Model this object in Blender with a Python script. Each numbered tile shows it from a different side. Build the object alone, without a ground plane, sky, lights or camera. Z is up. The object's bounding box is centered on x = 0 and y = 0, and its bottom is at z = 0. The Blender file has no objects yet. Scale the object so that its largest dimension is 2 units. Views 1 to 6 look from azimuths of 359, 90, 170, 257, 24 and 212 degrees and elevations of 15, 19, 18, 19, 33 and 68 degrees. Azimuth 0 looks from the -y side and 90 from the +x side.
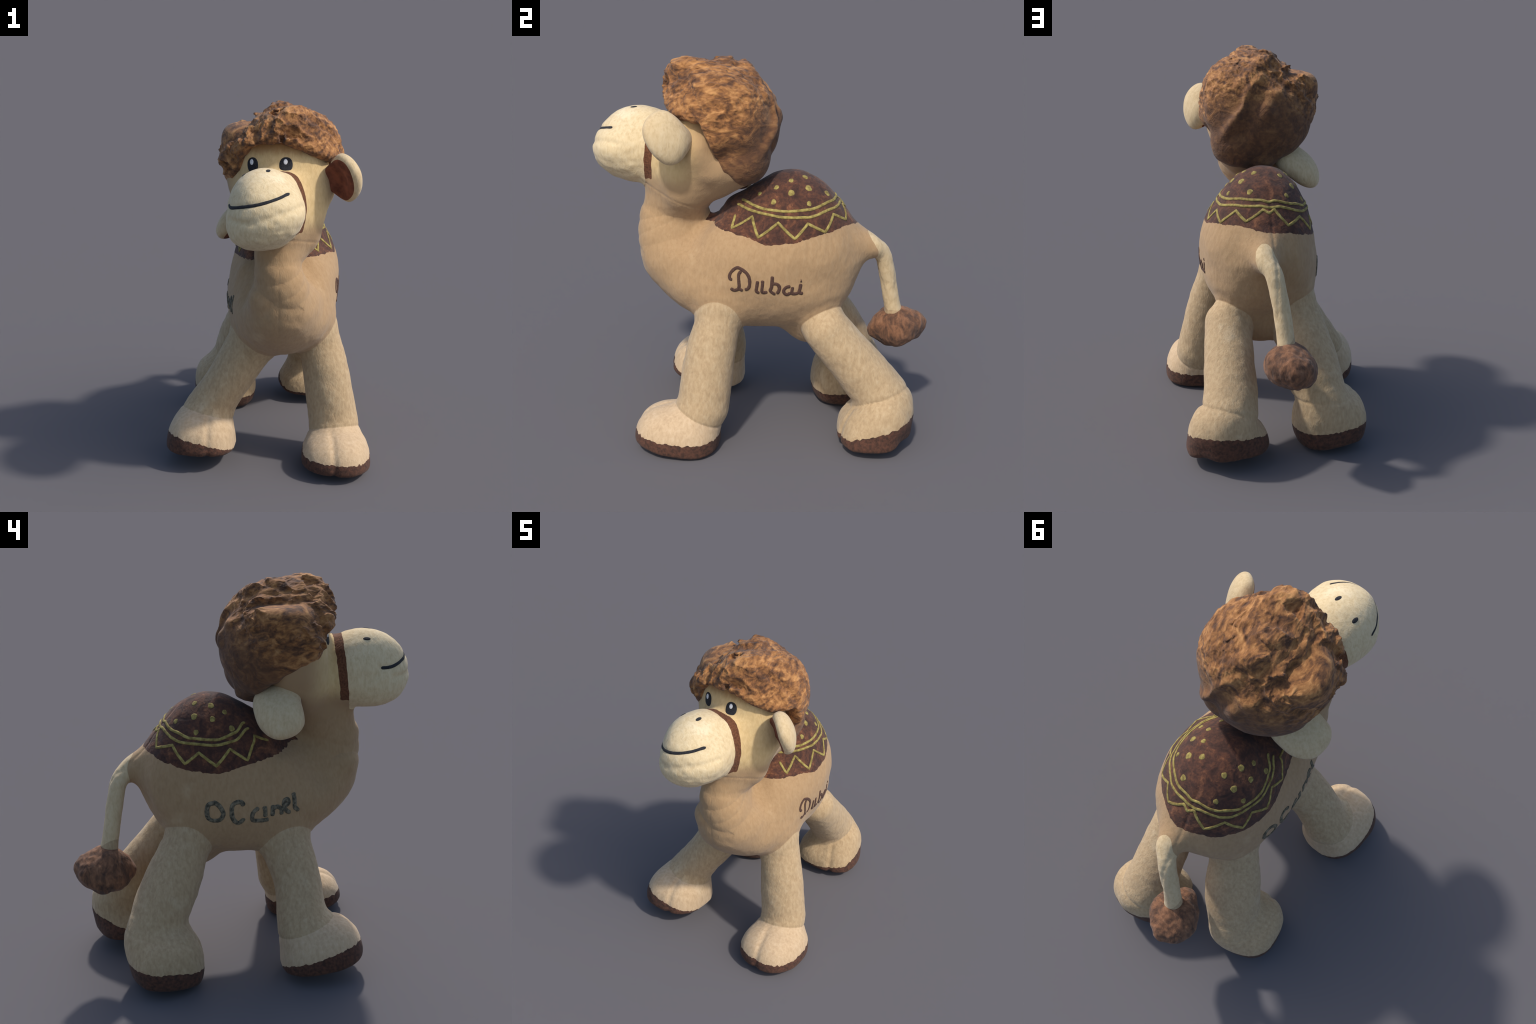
"""A stuffed toy camel, described as a set of soft solid primitives that are blended into
one plush body, cut along its seams into parts, then dressed with hair, ears, saddle cloth,
face embroidery and lettering."""
import bpy, math
import numpy as np
from math import sin, cos, pi, radians

rng = np.random.default_rng(7)

# ------------------------------------------------------------------ body plan
# ellipsoid: centre, radii, euler xyz ; chain: list of (x, y, z, radius) ; sole: bottom plane
PLAN = dict(
    brow=[0.055, -0.477, 1.375, 0.127, 0.177, 0.313, 0.28, 0.221, -0.66],
    haunch=[-0.071, 0.219, 0.999, 0.1, 0.252, 0.236, 0.1, 0.17, -0.191],
    belly=[0.081, 0.004, 0.906, 0.295, 0.485, 0.347, 0.07, 0.583, -0.053],
    chest=[0.087, -0.293, 0.828, 0.225, 0.323, 0.168, -0.254, -0.112, -0.38],
    rump=[0.094, 0.216, 1.135, 0.125, 0.411, 0.118, -0.276, 0.18, -0.145],
    hump=[0.115, 0.157, 1.037, 0.265, 0.305, 0.398, 0.109, -0.175, -0.06],
    neck=[[-0.016, -0.527, 1.009, 0.109], [0.068, -0.478, 1.001, 0.169], [0.029, -0.508, 1.209, 0.113], [0.18, -0.127, 1.515, 0.143]],
    head=[0.02, -0.299, 1.671, 0.275, 0.19, 0.47, -0.238, -0.304, -0.29],
    snout=[-0.042, -0.618, 1.516, 0.178, 0.248, 0.194, -0.295, -0.17, -0.22],
    jaw=[-0.041, -0.727, 1.473, 0.194, 0.165, 0.125, 0.017, -0.409, -0.269],
    hair=[0.078, -0.136, 1.625, 0.246, 0.1, 0.362, 0.006, -0.51, -0.028],
    hairf=[-0.05, -0.325, 1.821, 0.275, 0.192, 0.103, 0.223, -0.533, -0.515],
    hairb=[0.073, -0.229, 1.671, 0.328, 0.304, 0.291, 0.099, -0.59, -0.584],
    earL=[0.363, -0.465, 1.638, 0.055, 0.114, 0.139, 0.602, -0.306, 0.575],
    earR=[-0.151, -0.176, 1.376, 0.068, 0.129, 0.175, -0.468, 0.85, -0.554],
    legFL=[[0.273, -0.211, 0.733, 0.108], [0.319, -0.26, 0.482, 0.129], [0.36, -0.288, 0.23, 0.135]],
    footFL=[0.366, -0.419, 0.041, 0.19, 0.221, 0.182, -0.014, -0.046, -0.1],
    soleFL=[[0.02, -0.043, -0.111, 1.0]],
    legFR=[[-0.091, -0.189, 0.66, 0.138], [-0.22, -0.225, 0.455, 0.123], [-0.338, -0.213, 0.267, 0.129]],
    footFR=[-0.377, -0.3, 0.086, 0.189, 0.214, 0.217, 0.031, -0.032, -0.131],
    soleFR=[[0.069, -0.027, -0.151, 1.0]],
    legBL=[[0.279, 0.341, 0.637, 0.12], [0.299, 0.648, 0.277, 0.143], [0.353, 0.653, 0.192, 0.15]],
    footBL=[0.304, 0.612, 0.027, 0.215, 0.193, 0.22, -0.031, -0.021, 0.047],
    soleBL=[[0.06, -0.069, 0.086, 1.0]],
    legBR=[[-0.066, 0.27, 0.794, 0.102], [-0.133, 0.43, 0.483, 0.148], [-0.212, 0.568, 0.253, 0.129]],
    footBR=[-0.253, 0.493, 0.132, 0.19, 0.189, 0.186, -0.091, -0.004, 0.089],
    soleBR=[[0.011, -0.145, 0.132, 1.0]],
    tail=[[0.118, 0.46, 1.105, 0.052], [0.125, 0.567, 1.055, 0.048], [0.085, 0.635, 0.98, 0.044], [0.04, 0.698, 0.718, 0.044], [0.035, 0.722, 0.6, 0.055]],
    tuft=[0.013, 0.749, 0.561, 0.133, 0.149, 0.108, 0.187, -0.485, 0.12],
    groin=[0.09, 0.25, 0.6, 0.14, 0.11, 0.1, 0.0, 0.0, 0.0],
)

# ------------------------------------------------------------------ distance functions
def rot(a):
    cx, cy, cz = np.cos(a); sx, sy, sz = np.sin(a)
    X = np.array([[1, 0, 0], [0, cx, -sx], [0, sx, cx]])
    Y = np.array([[cy, 0, sy], [0, 1, 0], [-sy, 0, cy]])
    Z = np.array([[cz, -sz, 0], [sz, cz, 0], [0, 0, 1]])
    return Z @ Y @ X

def ell(p, q):
    q = np.asarray(q, float); l = (p - q[:3]) @ rot(q[6:9]); r = q[3:6]
    a = np.sqrt(((l / r) ** 2).sum(-1)) + 1e-9
    b = np.sqrt(((l / (r * r)) ** 2).sum(-1)) + 1e-9
    return a * (a - 1) / b

def boxy(p, q, n=2.5):
    """a fuller, squarer ellipsoid"""
    q = np.asarray(q, float); l = np.abs((p - q[:3]) @ rot(q[6:9])) / q[3:6] + 1e-9
    a = (l ** n).sum(-1) ** (1 / n); g = np.sqrt(((l ** (n - 1) / q[3:6]) ** 2).sum(-1)) / a ** (n - 1) + 1e-9
    return (a - 1) / g

def spline(q, n):
    q = np.asarray(q, float)
    e = np.vstack([2 * q[0] - q[1], q, 2 * q[-1] - q[-2]]); out = []
    for i in range(len(q) - 1):
        a, b, c, d = e[i:i + 4]
        for t in np.arange(n) / n:
            out.append(.5 * (2 * b + (c - a) * t + (2 * a - 5 * b + 4 * c - d) * t * t + (3 * b - a - 3 * c + d) * t ** 3))
    return np.array(out + [q[-1]])

def chain(p, q, n=4):
    """distance to a tapering tube; far from it a cheap lower bound is enough"""
    q = np.asarray(q, float); c = (q[:, :3].min(0) + q[:, :3].max(0)) / 2
    far = np.linalg.norm(p - c, axis=-1) - (np.linalg.norm(q[:, :3] - c, axis=1) + q[:, 3]).max() - .02
    near = far < .14
    if near.all(): return chain_exact(p, q, n)
    if near.any(): far[near] = chain_exact(p[near], q, n)
    return far

def chain_exact(p, q, n):
    s = spline(q, n) if len(q) > 2 else q; d = None
    for a, b in zip(s[:-1], s[1:]):
        ab = b[:3] - a[:3]; t = np.clip((p - a[:3]) @ ab / (ab @ ab + 1e-12), 0, 1)
        di = np.sqrt((((p - a[:3]) - t[..., None] * ab) ** 2).sum(-1)) - (a[3] + (b[3] - a[3]) * t)
        d = di if d is None else np.minimum(d, di)
    return d

def smin(a, b, k):
    h = np.maximum(k - abs(a - b), 0) / k
    return np.minimum(a, b) - h * h * k * .25

def smax(a, b, k):
    return -smin(-a, -b, k)

def bell(x, w):
    return np.exp(-(x / w) ** 2)

def ramp(x, a, b):
    t = np.clip((x - a) / (b - a), 0, 1)
    return t * t * (3 - 2 * t)

_t = np.random.default_rng(11)
_dirs = _t.normal(size=(256, 3)); _dirs = (_dirs / np.linalg.norm(_dirs, axis=1, keepdims=True)).astype(np.float32)
_perm = np.tile(_t.permutation(256), 2)
def noise(p, f, seed=0):
    """gradient noise, about -1..1"""
    p = np.asarray(p) * f + seed * 17.31
    i = np.floor(p); w = (p - i).astype(np.float32); i = i.astype(np.int32) & 255
    u = w * w * w * (w * (w * 6 - 15) + 10); out = 0
    for cx in (0, 1):
        hx = _perm[(i[..., 0] + cx & 255)]; kx = u[..., 0] if cx else 1 - u[..., 0]
        for cy in (0, 1):
            hy = _perm[hx + (i[..., 1] + cy & 255)]; ky = kx * (u[..., 1] if cy else 1 - u[..., 1])
            for cz in (0, 1):
                g = _dirs[_perm[hy + (i[..., 2] + cz & 255)]]
                d = g[..., 0] * (w[..., 0] - cx) + g[..., 1] * (w[..., 1] - cy) + g[..., 2] * (w[..., 2] - cz)
                out = out + d * ky * (u[..., 2] if cz else 1 - u[..., 2])
    return out * 1.6

def near_noise(p, d, f, seed, reach=.07):
    """noise, evaluated only close to the surface"""
    out = np.zeros(d.shape); m = abs(d) < reach
    if m.any(): out[m] = noise(p[m], f, seed)
    return out

LEGS = ('FL', 'FR', 'BL', 'BR')
# seam planes: point, normal (towards the foot)
ANKLE = dict(FL=((.415, -.334, .2), (.079, -.429, -.9)), FR=((-.386, -.262, .268), (-.241, -.278, -.93)),
             BL=((.38, .643, .303), (.276, .383, -.881)), BR=((-.303, .541, .287), (-.003, .157, -.988)))
SOLE = dict(FL=(.103, -.052, -.041), FR=(-.065, -.289, -.258), BL=(-.076, .041, .334), BR=(.026, -.115, .135))
CLEFT = dict(FL=(.337, -.534, .20, .03), FR=(-.340, -.43, .215, -.06), BL=(.362, .49, .145, .28), BR=(-.30, .36, .15, -.12))
STRAP_C, STRAP_N = np.array([.03, -.551, 1.537]), np.array([-.243, -.956, .162])
CHIN_C, CHIN_N = np.array([.069, -.498, 1.299]), np.array([.063, -.361, -.93])
MOUTH = [(-.228, -.69, 1.545), (-.214, -.757, 1.545), (-.146, -.843, 1.569), (-.07, -.864, 1.588), (.007, -.84, 1.608), (.067, -.782, 1.623)]
CREASE = [(-.223, -.761, 1.489), (-.131, -.874, 1.495), (-.025, -.893, 1.526), (.084, -.845, 1.552), (.136, -.759, 1.556)]

def plane(p, c, n):
    return (p - np.asarray(c)) @ np.asarray(n)

def leg(p, l):
    d = smin(chain(p, PLAN['leg' + l]), boxy(p, PLAN['foot' + l]), .06)
    z, tx, ty = PLAN['sole' + l][0][:3]; c = PLAN['foot' + l]
    floor_ = z + tx * (p[..., 0] - c[0]) + ty * (p[..., 1] - c[1])
    d = smax(d, np.maximum(floor_, .004) - p[..., 2], .03)
    near = ramp(d, .06, .02)
    d = d + .0035 * bell(plane(p, *ANKLE[l]), .009) * near            # ankle seam
    x, y, z, slope = CLEFT[l]
    side = (p[..., 0] - x) + slope * (p[..., 1] - y) * 1.0
    front = ramp(p[..., 1], PLAN['foot' + l][1] + .02, PLAN['foot' + l][1] - .12) * ramp(plane(p, *ANKLE[l]), -.03, .03)
    return d + .007 * bell(side, .018) * front * near                # split between the toes

def trunk(p):
    E = lambda n: ell(p, PLAN[n])
    d = smin(smin(E('belly'), E('chest'), .12), E('rump'), .12)
    return smin(smin(smin(d, E('haunch'), .10), E('hump'), .10), E('groin'), .10)

def strokes(p, d, marks):
    """soft pushes (+) and pulls (-) on the stuffing: (path, width, height)"""
    m = d < .12
    if not m.any(): return d
    x = p[m]; add = np.zeros(len(x))
    for pts, w, h in marks:
        dist = chain_exact(x, np.array([a + (0,) for a in pts], float), 3) if len(pts) > 1 else np.linalg.norm(x - np.array(pts[0]), axis=-1)
        add += h * np.exp(-(dist / w) ** 2)
    d = d.copy(); d[m] -= add * ramp(d[m], .12, .06)
    return d

TRUNK_MARKS = [
    ([(.205, -.50, 1.08), (.21, -.46, 1.11)], .075, -.024), ([(.214, -.572, 1.018)], .07, -.014), ([(.19, -.37, 1.10), (.15, -.30, 1.18)], .07, -.022),
    ([(-.142, -.381, .987)], .06, -.012), ([(.41, .18, .945), (.37, .33, .92)], .09, -.014), ([(.207, .43, .77), (.338, .348, .83)], .07, .008),
    ([(-.09, -.12, 1.18), (-.12, -.05, 1.22), (-.15, -.17, 1.10)], .08, .022), ([(.47, .79, .09)], .07, -.03),
]
HEAD_MARKS = [([(.275, -.27, 1.46), (.30, -.31, 1.58)], .065, .042), ([(-.139, -.444, 1.442)], .07, .022), ([(-.26, -.36, 1.672)], .06, .015), ([(.298, -.353, 1.539)], .06, .018),
              ([(.22, -.43, 1.30)], .06, .018), ([(-.21, -.44, 1.50), (-.20, -.45, 1.60)], .05, .016)]

def skull_neck(p):
    back = smax(smax(ell(p, PLAN['head']), p[..., 1] - .02, .08), p[..., 2] - 1.87, .08)          # the head ends under the hair
    return strokes(p, smin(smin(chain(p, PLAN['neck']), back, .06), ell(p, PLAN['brow']), .06), HEAD_MARKS)

def pieces(p):
    E = lambda n: ell(p, PLAN[n]); D = {}
    D['body'] = trunk(p)
    D['neck'] = skull_neck(p)
    D['snout'] = smin(E('snout'), E('jaw'), .08)
    for l in LEGS:
        D[l] = leg(p, l)
    D['tail'] = chain(p, PLAN['tail'])
    return D

def body_sdf(p, D=None):
    D = D or pieces(p)
    d = smin(smin(D['body'], D['neck'], .085 - .04 * ramp(p[..., 1], -.34, -.18)), D['snout'], .03)
    trunk = d
    for l in LEGS:
        d = smin(d, D[l], .065) + .003 * bell(D[l] - trunk, .012) * ramp(abs(d), .05, .02) * ramp(D[l], .06, .03)
    d = strokes(p, d, TRUNK_MARKS)
    d = smin(d, D['tail'], .03)
    near = ramp(abs(d), .06, .03)
    d = d + .002 * bell(plane(p, CHIN_C, CHIN_N), .007) * near * (D['neck'] < D['snout']) * ramp(p[..., 2], 1.12, 1.18)
    d = d + .0012 * bell(p[..., 0] - .027, .008) * near * ramp(p[..., 1], -.36, -.42) * ramp(p[..., 2], 1.25, 1.15) * ramp(p[..., 2], .6, .66)
    d = d + .003 * bell(p[..., 0] - .08, .010) * near * ramp(p[..., 1], .28, .34) * ramp(p[..., 2], .7, .8)
    snout = ramp(D['snout'], .05, .0) * ramp(plane(p, STRAP_C, STRAP_N), .02, .06)
    if np.any(snout > 0):
        d = d + snout * .007 * bell(np.sqrt(np.maximum(chain(p, [m + (0,) for m in MOUTH], 3), 0) ** 2), .014)
        d = d + snout * .008 * bell(chain(p, [m + (0,) for m in CREASE], 3), .016)
        # plump, slightly wrinkled lower lip
        d = d - snout * .0026 * near_noise(p * np.array([1, 1, 1.5]), np.where(snout > 0, d, 9), 20, 3) * ramp(p[..., 2], 1.6, 1.54)
    # soft lumps of the stuffing
    d = d - .0035 * near_noise(p, d, 9, 1) - .0012 * near_noise(p, d, 26, 2)
    return d

# ------------------------------------------------------------------ meshing
def grad(f, p, e=.0015):
    corners = np.array([(1, -1, -1), (-1, -1, 1), (-1, 1, -1), (1, 1, 1)], float)
    return sum(f(p + e * k)[..., None] * k for k in corners) / (4 * e)

def unit(v):
    return v / (np.linalg.norm(v, axis=-1, keepdims=True) + 1e-12)

def surface_net(f, lo, hi, h, polish=2):
    """mesh the zero level of f inside the box lo..hi with cells of size h (narrow band only)"""
    lo = np.array(lo, float); s = 4
    n = (np.ceil((np.array(hi) - lo) / (h * s)).astype(int)) * s + 1
    m = (n - 1) // s
    gc = np.stack(np.meshgrid(*[lo[k] + h * s * (np.arange(m[k]) + .5) for k in range(3)], indexing='ij'), -1)
    dc = f(gc.reshape(-1, 3)).reshape(m)
    band = abs(dc) < h * s * .9 + .03
    D = np.empty(n, np.float32)
    up = np.repeat(np.repeat(np.repeat(dc, s, 0), s, 1), s, 2)
    D[:-1, :-1, :-1] = up; D[-1] = D[-2]; D[:, -1] = D[:, -2]; D[:, :, -1] = D[:, :, -2]
    mask = np.zeros(n, bool)
    idx = np.argwhere(band) * s
    for a in range(s + 1):
        for b in range(s + 1):
            for c in range(s + 1):
                mask[idx[:, 0] + a, idx[:, 1] + b, idx[:, 2] + c] = True
    ii = np.argwhere(mask)
    vals = np.empty(len(ii), np.float32)
    for k in range(0, len(ii), 200000):
        vals[k:k + 200000] = f(lo + h * ii[k:k + 200000])
    D[mask] = vals
    S = D < 0
    cs = sum(S[a:n[0] - 1 + a, b:n[1] - 1 + b, c:n[2] - 1 + c].astype(np.int8) for a in (0, 1) for b in (0, 1) for c in (0, 1))
    cells = np.argwhere((cs > 0) & (cs < 8))
    vid = -np.ones(n, np.int64); vid[tuple(cells.T)] = np.arange(len(cells))
    acc = np.zeros((len(cells), 3)); cnt = np.zeros(len(cells))
    corners = [np.array([c & 1, c >> 1 & 1, c >> 2 & 1]) for c in range(8)]
    for a in corners:
        for k in range(3):
            if a[k] == 0:
                b = a.copy(); b[k] = 1
                da = D[tuple((cells + a).T)]; db = D[tuple((cells + b).T)]
                x = (da < 0) != (db < 0)
                t = np.where(x, da / np.where(x, da - db, 1), 0)
                acc += np.where(x[:, None], a + t[:, None] * (b - a), 0); cnt += x
    V = lo + h * (cells + acc / cnt[:, None])
    Q = []
    for k in range(3):
        i, j = (k + 1) % 3, (k + 2) % 3
        sl0 = [slice(1, -1)] * 3; sl1 = [slice(1, -1)] * 3
        sl0[k] = slice(0, -1); sl1[k] = slice(1, None)
        A, B = S[tuple(sl0)], S[tuple(sl1)]
        e = np.argwhere(A != B); off = np.ones(3, int); off[k] = 0
        flip = B[tuple(e.T)]; e = e + off
        u = np.zeros(3, int); u[i] = 1; w = np.zeros(3, int); w[j] = 1
        q = np.stack([vid[tuple((e - u - w).T)], vid[tuple((e - w).T)], vid[tuple(e.T)], vid[tuple((e - u).T)]], 1)
        q[flip] = q[flip][:, ::-1]
        Q.append(q)
    Q = np.vstack(Q)
    for _ in range(polish):
        g = grad(f, V); d = f(V)
        V = V - np.clip(d / np.maximum((g * g).sum(1), .25), -h, h)[:, None] * g
    d0 = np.linalg.norm(V[Q[:, 0]] - V[Q[:, 2]], axis=1) <= np.linalg.norm(V[Q[:, 1]] - V[Q[:, 3]], axis=1)
    T = np.vstack([np.where(d0[:, None], Q[:, [0, 1, 2]], Q[:, [0, 1, 3]]), np.where(d0[:, None], Q[:, [0, 2, 3]], Q[:, [1, 2, 3]])])
    return V, T

def cut(V, T, bits, field):
    """split the triangles along field = 0; bits gains one column, True where field > 0"""
    f = field(V); f = np.where(abs(f) < 2e-4, 2e-4 * np.where(f < 0, -1, 1), f)
    pos = f > 0; k = pos[T].sum(1)
    mixed = (k == 1) | (k == 2)
    keep, kb = T[~mixed], np.c_[bits[~mixed], pos[T[~mixed][:, 0]]]
    M, mb = T[mixed], bits[mixed]
    single = np.where(pos[M].sum(1) == 1, pos[M].argmax(1), (~pos[M]).argmax(1))
    r = np.arange(len(M)); a, b, c = M[r, single], M[r, (single + 1) % 3], M[r, (single + 2) % 3]
    E = np.sort(np.vstack([np.c_[a, b], np.c_[a, c]]), 1)
    U, inv = np.unique(E, axis=0, return_inverse=True); inv = inv.ravel()
    fa, fb = f[U[:, 0]], f[U[:, 1]]; t = (fa / (fa - fb))[:, None]
    NV = V[U[:, 0]] * (1 - t) + V[U[:, 1]] * t
    ab, ac = len(V) + inv[:len(M)], len(V) + inv[len(M):]
    sa = pos[a]
    nt = np.vstack([np.c_[a, ab, ac], np.c_[ab, b, c], np.c_[ab, c, ac]])
    nb = np.vstack([np.c_[mb, sa], np.c_[mb, ~sa], np.c_[mb, ~sa]])
    return np.vstack([V, NV]), np.vstack([keep, nt]), np.vstack([kb, nb]).astype(bool)

# ------------------------------------------------------------------ scene helpers
thing = bpy.data.objects.new('toy_camel', None)
bpy.context.scene.collection.objects.link(thing)
thing['label'] = 'plush toy camel with curly brown hair and patterned saddle cloth'
thing['category'] = 'stuffed toy'

def obj(name, V, F, mat, parent=thing, normals=None, smooth=True, kind=None):
    me = bpy.data.meshes.new(name)
    me.from_pydata([tuple(v) for v in np.asarray(V).tolist()], [], [tuple(f) for f in np.asarray(F).tolist()] if not isinstance(F, list) else F)
    me.polygons.foreach_set('use_smooth', [smooth] * len(me.polygons))
    me.materials.append(mat); me.update()
    if normals is not None:
        me.normals_split_custom_set_from_vertices([tuple(x) for x in normals.tolist()])
    o = bpy.data.objects.new(name, me); bpy.context.scene.collection.objects.link(o)
    o.parent = parent
    if kind: o['kind'] = kind
    return o

def subset(V, T, N, sel):
    t = T[sel]; u, inv = np.unique(t, return_inverse=True)
    return V[u], inv.reshape(t.shape), N[u]

# ------------------------------------------------------------------ materials
def srgb(r, g, b):
    return tuple((c / 255 / 12.92 if c < 10 else ((c / 255 + .055) / 1.055) ** 2.4) for c in (r, g, b)) + (1,)

class Nodes:
    def __init__(self, name):
        self.m = bpy.data.materials.new(name); self.m.use_nodes = True
        self.t = self.m.node_tree; self.t.nodes.clear()
        self.co = self.t.nodes.new('ShaderNodeTexCoord').outputs['Object']
    def new(self, kind, **kw):
        n = self.t.nodes.new(kind)
        for k, v in kw.items(): setattr(n, k, v)
        return n
    def link(self, a, b): self.t.links.new(a, b)
    def mapping(self, scale=(1, 1, 1), rotation=(0, 0, 0)):
        n = self.new('ShaderNodeMapping'); n.inputs['Scale'].default_value = scale; n.inputs['Rotation'].default_value = rotation
        self.link(self.co, n.inputs[0]); return n.outputs[0]
    def noise(self, scale, detail=3, rough=.55, vec=None, dist=0.):
        n = self.new('ShaderNodeTexNoise'); self.link(vec or self.co, n.inputs['Vector'])
        n.inputs['Scale'].default_value = scale; n.inputs['Detail'].default_value = detail
        n.inputs['Roughness'].default_value = rough; n.inputs['Distortion'].default_value = dist
        return n.outputs['Fac']
    def ramp(self, fac, stops):
        n = self.new('ShaderNodeValToRGB'); self.link(fac, n.inputs[0]); e = n.color_ramp.elements
        while len(e) < len(stops): e.new(.5)
        for x, (p, c) in zip(e, stops): x.position = p; x.color = c
        return n.outputs[0]
    def mix(self, fac, a, b, mode='MIX'):
        n = self.new('ShaderNodeMix', data_type='RGBA', blend_type=mode)
        for s, v in ((n.inputs[0], fac), (n.inputs[6], a), (n.inputs[7], b)):
            if hasattr(v, 'is_output'): self.link(v, s)
            else: s.default_value = v
        return n.outputs[2]
    def math(self, op, a, b=0.):
        n = self.new('ShaderNodeMath', operation=op)
        for s, v in zip(n.inputs, (a, b)):
            if hasattr(v, 'is_output'): self.link(v, s)
            else: s.default_value = v
        return n.outputs[0]
    def finish(self, color, bump=None, strength=.3, dist=.01, rough=.9, sheen=.0, spec=.2):
        p = self.new('ShaderNodeBsdfPrincipled'); o = self.new('ShaderNodeOutputMaterial')
        if hasattr(color, 'is_output'): self.link(color, p.inputs['Base Color'])
        else: p.inputs['Base Color'].default_value = color
        p.inputs['Roughness'].default_value = rough; p.inputs['Specular IOR Level'].default_value = spec
        p.inputs['Sheen Weight'].default_value = sheen; p.inputs['Sheen Roughness'].default_value = .6
        if bump is not None:
            b = self.new('ShaderNodeBump'); b.inputs['Strength'].default_value = strength; b.inputs['Distance'].default_value = dist
            self.link(bump, b.inputs['Height']); self.link(b.outputs[0], p.inputs['Normal'])
        self.link(p.outputs[0], o.inputs[0]); return self.m

def plush(name, base, dark, light, bump=.35, mottle=.45, shade=None):
    n = Nodes(name)
    big = n.noise(5, 3, .6); nap = n.noise(62, 4, .62, n.mapping((1, 1, .45)), .3); fine = n.noise(210, 2, .6, n.mapping((1, 1, .4)))
    c = n.ramp(big, [(.3, base), (.62, base), (.8, light)])
    c = n.mix(n.math('MULTIPLY', n.ramp(nap, [(.30, (1, 1, 1, 1)), (.52, (0, 0, 0, 1))]), mottle), c, dark)
    c = n.mix(n.math('MULTIPLY', n.ramp(nap, [(.52, (0, 0, 0, 1)), (.75, (1, 1, 1, 1))]), mottle), c, light)
    if shade: c = shade(n, c)
    h = n.math('ADD', nap, n.math('MULTIPLY', fine, .35))
    return n.finish(c, h, bump, .008, .95, .15)

def hairy(name, stops, stretch, rotation, bump=.6, scale=17, fine=70, shade=None):
    n = Nodes(name)
    v = n.mapping(stretch, rotation)
    a = n.noise(scale, 3, .55, v, 1.2); b = n.noise(fine, 4, .6, v, .5)
    f = n.math('ADD', n.math('MULTIPLY', a, .6), n.math('MULTIPLY', b, .4))
    c = n.ramp(f, stops)
    if shade: c = shade(n, c)
    return n.finish(c, n.math('ADD', n.math('MULTIPLY', a, .7), n.math('MULTIPLY', b, .35)), bump, .02, .85, .1)

def plain(name, col, col2, scale=120, bump=.3, rough=.85):
    n = Nodes(name); a = n.noise(scale, 3, .6)
    return n.finish(n.ramp(a, [(.35, col), (.65, col2)]), a, bump, .006, rough, .05)

TAN, TAN_D, TAN_L = srgb(168, 137, 100), srgb(136, 105, 72), srgb(186, 159, 122)
CREAM, CREAM_D, CREAM_L = srgb(216, 194, 153), srgb(184, 156, 112), srgb(230, 213, 178)
M_BODY = plush('tan_plush', TAN, TAN_D, TAN_L, .3, .28)
M_LEG = plush('leg_plush', srgb(180, 154, 118), srgb(144, 117, 84), srgb(202, 180, 146), .4)
M_FOOT = plush('foot_plush', srgb(194, 167, 133), srgb(164, 137, 104), srgb(212, 190, 158), .3)
M_CREAM = plush('cream_plush', CREAM, CREAM_D, CREAM_L, .35)
def face_shade(n, c):
    """the cheeks turn to body tan towards the neck; loose brown hairs lie along the fringe"""
    x = n.new('ShaderNodeSeparateXYZ'); n.link(n.co, x.inputs[0])
    def slide(v, a, b):
        m = n.new('ShaderNodeMapRange', interpolation_type='SMOOTHSTEP'); n.link(v, m.inputs[0])
        m.inputs[1].default_value = a; m.inputs[2].default_value = b; return m.outputs[0]
    c = n.mix(slide(x.outputs[1], -.46, -.28), c, TAN)
    c = n.mix(slide(x.outputs[2], 1.46, 1.34), c, TAN)
    fuzz = n.math('ADD', x.outputs[2], n.math('MULTIPLY', n.noise(40, 3, .6, n.mapping((1, 1, .3))), .05))
    return n.mix(n.math('MULTIPLY', slide(fuzz, 1.755, 1.82), .75), c, srgb(146, 100, 56))
M_FACE = plush('face_plush', srgb(214, 184, 132), srgb(186, 152, 100), srgb(230, 206, 158), .3, .35, face_shade)
M_EAR = plush('ear_plush', srgb(204, 180, 140), srgb(172, 144, 104), srgb(218, 199, 164), .3)
M_SOLE = plain('hoof_brown', srgb(62, 44, 36), srgb(94, 62, 48), 60, .4)
M_STRAP = plain('strap_brown', srgb(84, 52, 34), srgb(116, 74, 50), 90, .5)
M_EAR_IN = plain('ear_lining_brown', srgb(88, 46, 32), srgb(132, 76, 54), 18, .3)
M_DARK = plain('black_thread', srgb(30, 30, 32), srgb(50, 50, 54), 200, .4)
M_WHITE = plain('white_thread', srgb(205, 205, 205), srgb(232, 232, 232), 200, .3)
M_BROWN = plain('brown_thread', srgb(66, 46, 40), srgb(92, 66, 54), 200, .4)
M_GREEN = plain('dark_green_thread', srgb(60, 58, 48), srgb(128, 117, 96), 60, .5)
M_YELLOW = plain('yellow_thread', srgb(116, 100, 54), srgb(168, 152, 86), 45, .4)
M_CLOTH = hairy('cloth_brown', [(.32, srgb(50, 33, 27)), (.46, srgb(70, 45, 36)), (.57, srgb(94, 59, 42)), (.70, srgb(134, 88, 60))], (1, 1, 1), (0, 0, 0), .35, 12)
HAIR_STOPS = [(.36, srgb(70, 47, 33)), (.45, srgb(106, 71, 44)), (.53, srgb(144, 98, 57)), (.65, srgb(184, 134, 82))]
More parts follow.
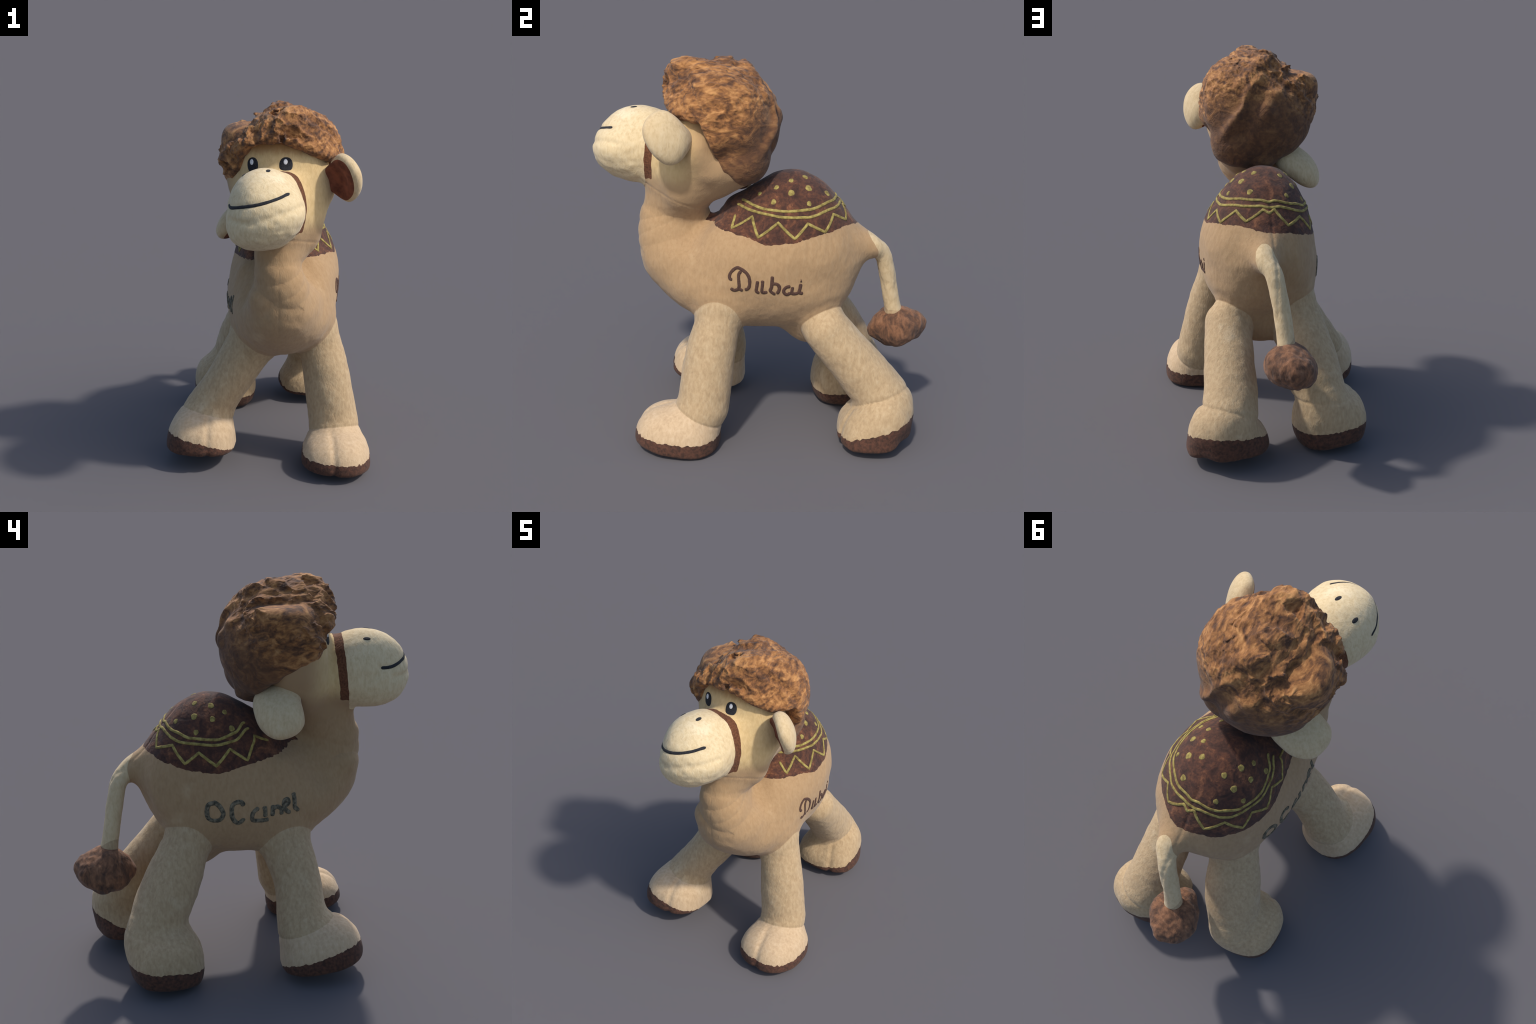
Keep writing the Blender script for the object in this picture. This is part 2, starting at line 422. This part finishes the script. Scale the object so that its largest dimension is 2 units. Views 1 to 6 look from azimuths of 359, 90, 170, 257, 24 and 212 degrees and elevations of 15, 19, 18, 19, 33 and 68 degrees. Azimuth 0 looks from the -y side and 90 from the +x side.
def nape_shade(n, c):
    """paints occlusion shadow into the hair colour at the back and nape"""
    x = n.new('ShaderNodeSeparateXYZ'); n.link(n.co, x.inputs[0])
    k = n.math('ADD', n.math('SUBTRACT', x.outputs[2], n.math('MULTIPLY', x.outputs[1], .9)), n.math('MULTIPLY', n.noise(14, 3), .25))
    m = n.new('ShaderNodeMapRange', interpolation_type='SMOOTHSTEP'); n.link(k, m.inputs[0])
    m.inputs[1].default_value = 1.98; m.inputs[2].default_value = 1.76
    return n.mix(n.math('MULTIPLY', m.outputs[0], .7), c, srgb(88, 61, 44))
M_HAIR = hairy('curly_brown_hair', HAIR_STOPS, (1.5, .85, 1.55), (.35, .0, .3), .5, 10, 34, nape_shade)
M_TUFT = hairy('tuft_brown', [(.36, srgb(70, 50, 40)), (.46, srgb(98, 69, 51)), (.56, srgb(126, 88, 63)), (.68, srgb(148, 108, 80))], (1.6, 1.6, .8), (0, 0, 0), .4, 11, 34)

# ------------------------------------------------------------------ the plush body
V, T = surface_net(body_sdf, (-.66, -1.02, -.06), (.62, .92, 1.98), .0085, 1)

HUMP_AXIS = np.array([.09, .13])
def azimuth(p):
    a = p[..., :2] - HUMP_AXIS
    return np.degrees(np.arctan2(a[..., 0], -a[..., 1])) % 360
def cyclic(knots):
    k = np.array(knots, float); k = np.vstack([k[-1] - [360, 0], k, k[0] + [360, 0]])
    def f(az):
        i = np.clip(np.searchsorted(k[:, 0], az) - 1, 0, len(k) - 2)
        t = (az - k[i, 0]) / (k[i + 1, 0] - k[i, 0]); t = t * t * (3 - 2 * t) * .5 + t * .5
        return k[i, 1] * (1 - t) + k[i + 1, 1] * t
    return f
cloth_edge = cyclic([(9, 1.163), (26, 1.156), (45, 1.143), (71, 1.118), (92, 1.132), (123, 1.168), (155, 1.189), (180, 1.173),
                     (197, 1.160), (215, 1.133), (235, 1.104), (266, 1.081), (294, 1.102), (331, 1.130), (350, 1.155)])
band_up = cyclic([(19, 1.289), (54, 1.274), (83, 1.273), (114, 1.283), (150, 1.307), (172, 1.309), (180, 1.302), (188, 1.307), (215, 1.280), (234, 1.255), (268, 1.242), (292, 1.262), (307, 1.293)])
band_low = cyclic([(15, 1.266), (49, 1.255), (84, 1.247), (112, 1.250), (144, 1.275), (172, 1.284), (180, 1.279), (192, 1.280), (227, 1.234), (267, 1.218), (289, 1.226), (307, 1.261)])
ZIGZAG = [(23, 1.223), (31, 1.169), (43, 1.234), (59, 1.150), (76, 1.223), (95, 1.153), (110, 1.222), (127, 1.179), (144, 1.252), (158, 1.213), (174, 1.269), (180, 1.255),
          (186, 1.270), (198, 1.194), (216, 1.220), (232, 1.137), (245, 1.188), (263, 1.120), (280, 1.193), (297, 1.124), (312, 1.225), (325, 1.184)]

def frayed(p, amp, seed):
    return amp * noise(p * np.array([1, 1, .35]), 70, seed) + amp * .7 * noise(p, 28, seed + 1)

def f_leg(l):
    def f(p):
        D = pieces(p); return np.minimum(np.min([D['body'], D['neck']] + [D[m] for m in LEGS if m != l], 0) - D[l], .9 - p[..., 2])
    return f
def f_tail(p):
    D = pieces(p); return np.minimum(D['body'], np.minimum(D['BL'], D['BR'])) - D['tail']
def f_neck(p):
    D = pieces(p); return np.minimum(D['body'] - np.minimum(D['neck'], D['snout']), p[..., 2] - .72)
def strap_line(p):
    return plane(p, STRAP_C, STRAP_N) - .08 * (p[..., 2] - 1.537)
def f_muzzle(p):
    D = pieces(p); return np.minimum(strap_line(p) - .025 + frayed(p, .003, 11), np.minimum(D['neck'] + .012, D['body'] - .1) - D['snout'])
def f_strap(p):
    D = pieces(p); return np.min([strap_line(p) + .018 + frayed(p, .003, 12), .06 - D['snout'], p[..., 2] - 1.375 + frayed(p, .004, 15)], 0)
def f_head(p):
    return -plane(p, CHIN_C, CHIN_N)
def f_cloth(p):
    D = pieces(p); return np.minimum(p[..., 2] - cloth_edge(azimuth(p)) + frayed(p, .005, 13), D['neck'] - D['body'] + .01)
def f_foot(l):
    return lambda p: plane(p, *ANKLE[l])
def f_sole(l):
    a, b, c = SOLE[l]
    return lambda p: a + b * p[..., 0] + c * p[..., 1] - p[..., 2] + frayed(p, .008, 14)

FIELDS = dict(tail=f_tail, neck=f_neck, muzzle=f_muzzle, strap=f_strap, head=f_head, cloth=f_cloth)
for l in LEGS: FIELDS[l] = f_leg(l)
bits = np.zeros((len(T), 0), bool); col = {}
def cut_near(V, T, bits, f):
    return cut(V, T, bits, f)
for n, f in FIELDS.items():
    col[n] = bits.shape[1]; V, T, bits = cut(V, T, bits, f)
for l in LEGS:
    for n, mk in (('foot', f_foot), ('sole', f_sole)):
        f = mk(l); isl = np.zeros(len(V), bool); isl[np.unique(T[bits[:, col[l]]])] = True
        full = np.where(isl, 1, 0)
        col[n + l] = bits.shape[1]
        # only cut inside this leg
        sel = bits[:, col[l]]
        V2, T2, b2 = cut(V, T[sel], bits[sel], f)
        rest = np.c_[bits[~sel], np.zeros((~sel).sum(), bool)]
        V, T, bits = V2, np.vstack([T[~sel], T2]), np.vstack([rest, b2])
B = lambda n: bits[:, col[n]]
N = unit(grad(body_sdf, V))

anyleg = B('FL') | B('FR') | B('BL') | B('BR')
done = np.zeros(len(T), bool)
parts = {}
def take(name, sel, mat, parent=thing):
    global done
    sel = sel & ~done; done = done | sel
    v, t, n = subset(V, T, N, sel)
    if len(t) == 0: return None
    return obj(name, v, t, mat, parent, n)
for l in LEGS:
    main = 'foreleg' if l[0] == 'F' else 'hindleg'
    s_sel = B(l) & B('sole' + l); f_sel = B(l) & B('foot' + l) & ~B('sole' + l); r = B(l) & ~B('foot' + l) & ~B('sole' + l)
    o = take(main, r, M_LEG)
    take('foot', f_sel, M_FOOT if l[0] == 'F' else M_LEG, o); take('hoof_sole', s_sel, M_SOLE, o)
muzzle = take('muzzle', B('muzzle') & B('neck'), M_CREAM)
strap = take('bridle_strap', B('strap') & B('neck'), M_STRAP)
head = take('head', B('neck') & B('head'), M_FACE)
take('neck', B('neck'), M_BODY)
tail = take('tail', B('tail'), M_EAR)
cloth = take('saddle_cloth', B('cloth'), M_CLOTH)
torso = take('torso', ~done, M_BODY)

# ------------------------------------------------------------------ things laid on the surface
def settle(p, f=body_sdf, n=2):
    p = np.array(p, float)
    for _ in range(n):
        g = grad(f, p); p = p - np.clip(f(p) / np.maximum((g * g).sum(-1), .3), -.03, .03)[..., None] * g
    return p, unit(grad(f, p))

def thread(path, w, h, name, mat, parent, f=body_sdf, closed=False, sides=10, lift=.25):
    """a stitched cord of width 2w and height h lying along the path on the surface of f"""
    P, Nn = settle(path, f); n = len(P)
    tg = unit(np.gradient(P, axis=0)) if not closed else unit(np.roll(P, -1, 0) - np.roll(P, 1, 0))
    bi = unit(np.cross(tg, Nn)); a = np.arange(sides) / sides * 2 * pi
    s = np.arange(n) / max(n - 1, 1)
    wob = 1 + .12 * noise(P, 60, 5)
    taper = np.ones(n) if closed else np.clip(np.minimum(s, 1 - s) * n / 2 + .55, 0, 1)
    R = P[:, None] + (wob * taper)[:, None, None] * (bi[:, None] * (w * np.cos(a))[None, :, None]) + Nn[:, None] * ((h * np.sin(a))[None, :, None] + h * lift)
    F = []
    for i in range(n if closed else n - 1):
        for k in range(sides):
            j = (i + 1) % n; F.append((i * sides + k, i * sides + (k + 1) % sides, j * sides + (k + 1) % sides, j * sides + k))
    if not closed:
        F += [tuple(range(sides))[::-1], tuple(range((n - 1) * sides, n * sides))]
    F = [f_[::-1] for f_ in F]
    V_ = R.reshape(-1, 3)
    return V_, F

def join(items):
    V_, F_, o = [], [], 0
    for v, f in items:
        V_.append(v); F_ += [tuple(i + o for i in x) for x in f]; o += len(v)
    return np.vstack(V_), F_

def dense(q, step):
    q = np.asarray(q, float); L = np.linalg.norm(np.diff(q, axis=0), axis=1); out = []
    for a, b, l in zip(q[:-1], q[1:], L):
        k = max(int(l / step), 1); out += [a + (b - a) * t for t in np.arange(k) / k]
    return np.array(out + [q[-1]])

def patch(c, ru, rv, up, name, mat, parent, f=body_sdf, rise=.004, lift=0., squircle=2., ragged=.0, seed=0):
    """a small domed embroidered spot: radii ru x rv, the long axis along `up`"""
    c, n = settle(np.array([c]), f); c, n = c[0], n[0]
    v = unit(np.array(up, float) - n * (np.array(up) @ n)); u = np.cross(v, n)
    rings, seg = 7, 28; pts, ht = [c], [rise + lift]
    for i in range(1, rings + 1):
        for k in range(seg):
            a = 2 * pi * k / seg; r = i / rings
            ca, sa = cos(a), sin(a); e = (abs(ca) ** squircle + abs(sa) ** squircle) ** (-1 / squircle)
            e *= 1 + ragged * sin(3 * a + seed * 2.1) + ragged * .6 * sin(5 * a + seed)
            pts.append(c + u * ru * r * ca * e + v * rv * r * sa * e); ht.append(lift + rise * (1 - r ** 4) - .0025 * (i == rings))
    P, Nn = settle(np.array(pts), f); P = P + Nn * np.array(ht)[:, None]
    F = [(0, 1 + k, 1 + (k + 1) % seg) for k in range(seg)]
    for i in range(rings - 1):
        a = 1 + i * seg; b = a + seg
        F += [(a + k, b + k, b + (k + 1) % seg, a + (k + 1) % seg) for k in range(seg)]
    return obj(name, P, F, mat, parent)

def hump_only(p):
    d = trunk(p)
    return d - .0035 * near_noise(p, d, 9, 1) - .0012 * near_noise(p, d, 26, 2)

def on_hump(az, z):
    """walk in from outside towards the hump axis"""
    az = np.radians(np.asarray(az, float)); d = np.stack([np.sin(az), -np.cos(az), 0 * az], -1)
    r = np.full(len(az), .45); base = np.stack([0 * az + HUMP_AXIS[0], 0 * az + HUMP_AXIS[1], np.asarray(z, float)], -1)
    for _ in range(30):
        r = r - .8 * hump_only(base + d * r[:, None])
    return base + d * r[:, None]

def seg_az(kn, n=10):
    out = []
    for (a, z), (b, y) in zip(kn[:-1], kn[1:]):
        out += [(a + (b - a) * t, z + (y - z) * t) for t in np.arange(n) / n]
    return np.array(out + [kn[-1]])

for fn in (band_up, band_low):
    az = np.arange(14, 312, 1.5)
    obj('yellow_stripe', *thread(on_hump(az, fn(az)), .0075, .0035, '', M_YELLOW, cloth, body_sdf), M_YELLOW, cloth)
zz = seg_az(ZIGZAG)
obj('yellow_zigzag', *thread(on_hump(zz[:, 0], zz[:, 1]), .0075, .0035, '', M_YELLOW, cloth, body_sdf), M_YELLOW, cloth)
DOTS = [(.192, -.028, 1.335), (.202, .059, 1.366), (.178, .131, 1.396), (.139, .202, 1.409), (.238, .132, 1.348), (.204, .217, 1.367), (.174, .313, 1.338), (.26, .045, 1.308), (.268, .22, 1.306),
        (.007, .22, 1.398), (-.035, .146, 1.389), (-.065, .083, 1.359), (-.052, .236, 1.346), (-.087, .152, 1.333), (-.01, .323, 1.319), (-.1, .239, 1.277), (-.115, .061, 1.284)]
for i, d in enumerate(DOTS):
    s = .0155 * (1 + .15 * sin(i * 5.3)) * (.75 if i in (0, 11) else 1)
    patch(d, s, s * 1.12, (0, 0, 1), 'yellow_dot', M_YELLOW, cloth, body_sdf, .003, 0, 2.3, .06, i)

# face
UP = (.05, .38, .92)
for c, w, hh in (((.063, -.494, 1.706), .037, .043), ((-.104, -.45, 1.698), .034, .043)):
    eye = patch(c, w, hh, UP, 'eye', M_DARK, thing, body_sdf, .004, 0, 2.2)
    patch(np.array(c) + [-.002, .006, .014], .011, .0155, UP, 'eye_glint', M_WHITE, eye, body_sdf, .002, .0045)
for c in ((-.033, -.682, 1.708), (-.15, -.640, 1.683)):
    patch(c, .0115, .021, (-.3, -.95, 0), 'nostril', M_DARK, muzzle, body_sdf, .003)
mp = spline([m + (0,) for m in MOUTH], 10)[:, :3]
obj('mouth_stitch', *thread(mp, .0085, .004, '', M_DARK, muzzle), M_DARK, muzzle)

# lettering: strokes drawn in a little page frame, then laid on the flank
def write(letters, to_page, x0, width, mat):
    for strokes in letters:
        items = []
        for st in strokes:
            st = np.array(st, float)
            path = spline(np.c_[st, np.zeros((len(st), 2))], 6)[:, :2] if len(st) > 2 else st
            pg = to_page(dense(path, 14)); p3 = np.c_[np.full(len(pg), x0), pg]
            if len(p3) < 3: p3 = np.vstack([p3[0], p3.mean(0), p3[-1]])
            for _ in range(25):
                p3[:, 0] -= np.sign(x0) * .8 * body_sdf(p3)
            items.append(thread(p3, width, .0035, '', mat, torso))
        obj('letter', *join(items), mat, torso)

left_page = lambda q: np.c_[-.167 + .000213 * (q[:, 0] - 210), .947 - .00021 * (q[:, 1] - 500) + 5e-6 * (q[:, 0] - 210)]
write([
    [[(290, 560), (235, 550), (225, 470), (265, 380), (340, 300), (420, 265), (520, 305), (620, 380), (680, 480), (700, 600), (690, 720), (650, 785), (590, 800)],
     [(490, 340), (440, 430), (445, 600), (455, 720), (430, 795), (340, 830), (255, 785)], [(430, 790), (480, 800), (535, 835)]],
    [[(885, 560), (870, 700), (862, 830), (930, 865)], [(1000, 540), (1000, 660), (990, 780), (1010, 850), (1120, 830)]],
    [[(1225, 425), (1220, 560), (1212, 700), (1190, 800), (1300, 890)], [(1235, 610), (1340, 620), (1395, 700), (1380, 800), (1340, 860)]],
    [[(1650, 680), (1560, 700), (1500, 770), (1515, 850), (1580, 890), (1660, 850)], [(1705, 700), (1692, 800), (1690, 860), (1760, 880), (1850, 860)]],
    [[(1895, 630), (1880, 740), (1865, 850), (1950, 880)], [(1885, 550), (1895, 552), (1910, 545)]],
], left_page, .5, .0085, M_BROWN)
right_page = lambda q: np.c_[.195 - .000265 * (q[:, 0] - 360), .945 - .000273 * (q[:, 1] - 330) - 2.2e-5 * (q[:, 0] - 360)]
write([
    [[(370, 350), (265, 395), (230, 530), (255, 655), (350, 700), (465, 675), (530, 560), (480, 430), (400, 355), (360, 352)]],
    [[(930, 410), (885, 345), (800, 345), (715, 400), (690, 530), (705, 650), (760, 725), (825, 745), (930, 660)]],
    [[(1215, 460), (1120, 530), (1080, 610), (1090, 700), (1200, 720), (1330, 715), (1400, 700)], [(1330, 440), (1340, 540), (1335, 650)]],
    [[(1500, 430), (1490, 540), (1480, 640)], [(1500, 500), (1590, 470), (1665, 520), (1670, 630)]],
    [[(1720, 440), (1780, 460), (1830, 400), (1800, 345), (1740, 380), (1725, 470), (1770, 560), (1850, 620)]],
    [[(1940, 240), (1950, 330), (1950, 450), (1955, 520), (2030, 590)]],
], right_page, -.4, .0115, M_GREEN)

# ------------------------------------------------------------------ ears
def ear_sdf(name, root, root_r, toward, tilt):
    q = PLAN[name]; R = rot(q[6:9]); ax = R[:, 0] * (1 if R[:, 0] @ np.array(toward) > 0 else -1)
    c = np.array(q[:3])
    reach = unit(np.array(root) - c)
    def warp(p):
        l = p - c; along = l @ reach; across = np.linalg.norm(l - along[..., None] * reach - ((l - along[..., None] * reach) @ ax)[..., None] * ax, axis=-1)
        r2 = (along / .14) ** 2 + (across / .14) ** 2
        pp = p - ax * (np.minimum(r2, 2) * .014 - .005)[..., None]          # rim curls forward
        mid = pp - c; side_v = mid - (mid @ reach)[..., None] * reach - (mid @ ax)[..., None] * ax
        pp = pp + side_v * (.35 * ramp(along, -.02, .12))[..., None]          # narrower towards the head
        return pp
    def f(p):
        pp = warp(p); d = boxy(pp, q, 2.25)
        d = smin(d, chain(p, [tuple(c * .55 + np.array(root) * .45) + (root_r * .8,), tuple(root) + (root_r,)]), .05)
        cup = ell(pp, list(c + ax * q[3] * 1.42) + [q[3] * .95, q[4] * .80, q[5] * .80] + list(q[6:9]))
        d = smax(d, -cup, .025)
        return d - .002 * noise(p, 14, 6)
    def side(p):
        """inside of the cup, up to a thin rim"""
        l = (warp(p) - c) @ R
        return np.minimum((l[..., 0] * np.sign(ax @ R[:, 0])) + q[3] * .12, .90 - np.hypot(l[..., 1] / q[4], l[..., 2] / q[5]) + 2 * ramp((p - c) @ reach, .05, .09)) + .004 * noise(p, 40, 8)
    return f, side
for name, root, rr, toward, tilt in (('earL', (.24, -.38, 1.62), .045, (-.5, -.85, 0), (.3, 0, .38)), ('earR', (-.10, -.26, 1.44), .05, (.3, -.9, -.3), (0, 0, 0))):
    f, side = ear_sdf(name, root, rr, toward, tilt); c = np.array(PLAN[name][:3])
    v, t = surface_net(f, c - .28, c + .28, .006)
    v, t, b = cut(v, t, np.zeros((len(t), 0), bool), side)
    nn = unit(grad(f, v))
    vv, tt, n_ = subset(v, t, nn, ~b[:, 0]); e = obj('ear', vv, tt, M_EAR, thing, n_)
    vv, tt, n_ = subset(v, t, nn, b[:, 0])
    if len(tt): obj('ear_lining', vv, tt, M_EAR_IN, e, n_)

# ------------------------------------------------------------------ hair
def hair_base(p):
    E = lambda n: ell(p, PLAN[n])
    return smin(smin(E('hair'), E('hairf'), .08), E('hairb'), .08)
# hairline: height at each azimuth round the head (0 = front, 90 = the camel's left)
hairline = cyclic([(2, 1.806), (15, 1.786), (31, 1.748), (47, 1.712), (68, 1.690), (76, 1.600), (81, 1.53), (90, 1.455), (109, 1.386), (135, 1.355), (185, 1.345), (221, 1.395),
                   (259, 1.494), (273, 1.545), (289, 1.588), (306, 1.608), (316, 1.65), (322, 1.742), (331, 1.790), (343, 1.805)])
HEAD_AXIS = np.array([.03, -.2])
# (points, width, height): locks and hollows of the matted hair
LOCKS = [
    ([(-.018, -.152, 1.976), (.053, -.087, 1.95), (.137, -.039, 1.895), (.201, -.007, 1.835)], .035, .016),
    ([(-.07, -.069, 1.916), (-.105, -.127, 1.929), (-.122, -.184, 1.926), (-.17, -.237, 1.879)], .028, .026),
    ([(.009, -.038, 1.907), (-.051, -.026, 1.881), (-.114, -.073, 1.894)], .025, .016),
    ([(.05, -.007, 1.872), (.099, .01, 1.848), (.156, .035, 1.799), (.197, .059, 1.703), (.256, .01, 1.593), (.273, -.116, 1.45)], .030, .026),
    ([(.006, -.22, 1.99), (.04, -.19, 1.99)], .05, .022), ([(.074, -.423, 1.986), (.12, -.40, 1.97)], .06, .012),
    ([(-.175, -.453, 1.826), (-.15, -.48, 1.84)], .035, .022), ([(-.242, -.322, 1.794), (-.23, -.35, 1.80)], .032, .020), ([(-.263, -.239, 1.739), (-.26, -.22, 1.76)], .030, .018),
    ([(-.065, -.493, 1.905), (-.09, -.48, 1.90)], .035, .016), ([(-.165, -.097, 1.86), (-.15, -.10, 1.87)], .030, .018),
    ([(-.25, -.285, 1.78), (-.24, -.27, 1.80)], .03, .014), ([(-.265, -.349, 1.709), (-.26, -.36, 1.72)], .04, .014),
    ([(-.037, -.526, 1.813), (.026, -.526, 1.813), (.1, -.51, 1.80)], .03, .012), ([(.188, -.489, 1.776), (.269, -.436, 1.76)], .035, .014), ([(-.118, -.501, 1.783), (-.10, -.51, 1.79)], .03, .014),
    ([(.174, -.48, 1.823), (.227, -.414, 1.879)], .03, .014),
    ([(-.02, .027, 1.805), (0, .03, 1.79)], .03, .016), ([(.044, .068, 1.698), (.05, .06, 1.72)], .03, .016),
    ([(-.077, -.34, 1.944), (-.07, -.335, 1.95)], .045, -.026), ([(-.009, -.166, 1.981), (-.032, -.119, 1.96), (-.005, -.068, 1.934)], .030, -.034),
    ([(-.164, -.171, 1.884), (-.155, -.16, 1.89)], .036, -.030), ([(.004, -.406, 1.973), (.01, -.40, 1.975)], .028, -.018), ([(-.044, -.223, 1.973), (-.05, -.25, 1.97)], .016, -.02),
    ([(.088, .019, 1.835), (.033, -.012, 1.878)], .026, -.030), ([(.097, .05, 1.781), (.138, .073, 1.692), (.185, .036, 1.565)], .032, -.022),
    ([(.176, -.418, 1.956), (.224, -.399, 1.902), (.301, -.362, 1.847), (.373, -.311, 1.747)], .018, -.020),
    ([(-.075, -.509, 1.873), (-.043, -.49, 1.921), (.022, -.423, 1.976)], .018, -.022),
    ([(-.25, -.15, 1.83), (-.21, -.31, 1.86), (-.13, -.12, 1.92)], .085, -.042), ([(-.25, -.21, 1.58), (-.26, -.25, 1.62)], .06, -.022), ([(-.13, -.49, 1.85), (-.15, -.49, 1.84)], .055, -.02),
    ([(.355, -.15, 1.53), (.30, -.07, 1.43), (.26, .0, 1.46)], .07, -.038), ([(.05, .0, 1.39), (.0, -.03, 1.37)], .06, .035),
    ([(-.24, -.14, 1.79), (-.19, -.24, 1.82), (-.20, -.32, 1.83)], .065, -.028), ([(.25, -.03, 1.42), (.16, -.03, 1.38)], .055, -.03),
    ([(-.03, -.02, 1.89), (-.05, -.03, 1.90)], .06, -.025), ([(.106, .036, 1.81), (.20, .03, 1.75)], .055, -.014), ([(.28, -.33, 1.89), (.30, -.13, 1.85)], .08, .014),
    ([(.37, -.26, 1.615), (.36, -.30, 1.63)], .06, .018),
]
def skull(p):
    return smin(skull_neck(p), smin(ell(p, PLAN['snout']), ell(p, PLAN['jaw']), .08), .03)
def hair_sdf(p):
    base = hair_base(p) + .010; sk = skull(p)
    d = smin(base, sk - .010, .03)
    m = abs(d) < .09; disp = np.zeros(d.shape)
    if m.any():
        x = p[m]
        side = ramp(x[..., 0] + .35 * (x[..., 1] + .2), .14, -.08)        # wilder on the right side
        calm = ramp(x[..., 2] + .9 * (-x[..., 1] - .2) - .25 * (x[..., 0] < 0) * x[..., 0], 1.52, 1.76)       # smooth nape
        q = x + .03 * np.stack([noise(x, 6, 21), noise(x, 6, 22), noise(x, 6, 23)], -1)
        lump = noise(q, 8, 24)
        fold = 1 - abs(noise(q * np.array([1, 1, 1.3]), 11, 25)) * 2.2
        qs = q * np.array([1.4, .75, 1.5])
        curl = 1.2 * (.55 - abs(noise(qs, 17, 26)) * 2) * .6 + .6 * noise(qs, 19, 29) + .45 * (.5 - abs(noise(qs, 32, 30)) * 2)
        disp[m] = calm * ((.007 + .009 * side) * lump + (.003 + .016 * side) * (fold - .5) + (.007 + .002 * side) * curl) + (1 - calm) * .005 * noise(x, 8, 27)
        for pts, w, hgt in LOCKS:
            dist = chain(x, [a + (0,) for a in pts], 3)
            near = dist < w * 2.2
            t = np.zeros(dist.shape); t[near] = hgt * np.exp(-(dist[near] / w) ** 2); disp[m] += t
    d = smin(d - disp * ramp(abs(d), .09, .06), sk - .007, .012)
    az = np.degrees(np.arctan2(p[..., 0] - HEAD_AXIS[0], -(p[..., 1] - HEAD_AXIS[1]))) % 360
    edge = hairline(az) + (.12 + .25 * ramp(p[..., 1], -.42, -.30)) * np.maximum(sk, 0) - p[..., 2] + .008 * near_noise(p, d, 22, 28)
    return smax(d, edge * .8, .03)
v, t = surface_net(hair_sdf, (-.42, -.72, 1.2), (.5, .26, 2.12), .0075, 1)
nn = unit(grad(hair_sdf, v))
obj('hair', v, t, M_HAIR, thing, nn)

# ------------------------------------------------------------------ tail tuft
def tuft_sdf(p):
    d = ell(p, PLAN['tuft'])
    d = smin(d, chain(p, [(.015, .70, .60, .06), (.03, .615, .545, .018)]), .06)
    l = p - np.array(PLAN['tuft'][:3]); a = np.arctan2(l[..., 1], l[..., 0])
    return d - .013 * noise(p * np.array([1, 1, .6]), 12, 31) - .004 * noise(p, 30, 32)
v, t = surface_net(tuft_sdf, (-.22, .48, .36), (.25, 1.0, .78), .006)
obj('tail_tuft', v, t, M_TUFT, tail, unit(grad(tuft_sdf, v)))
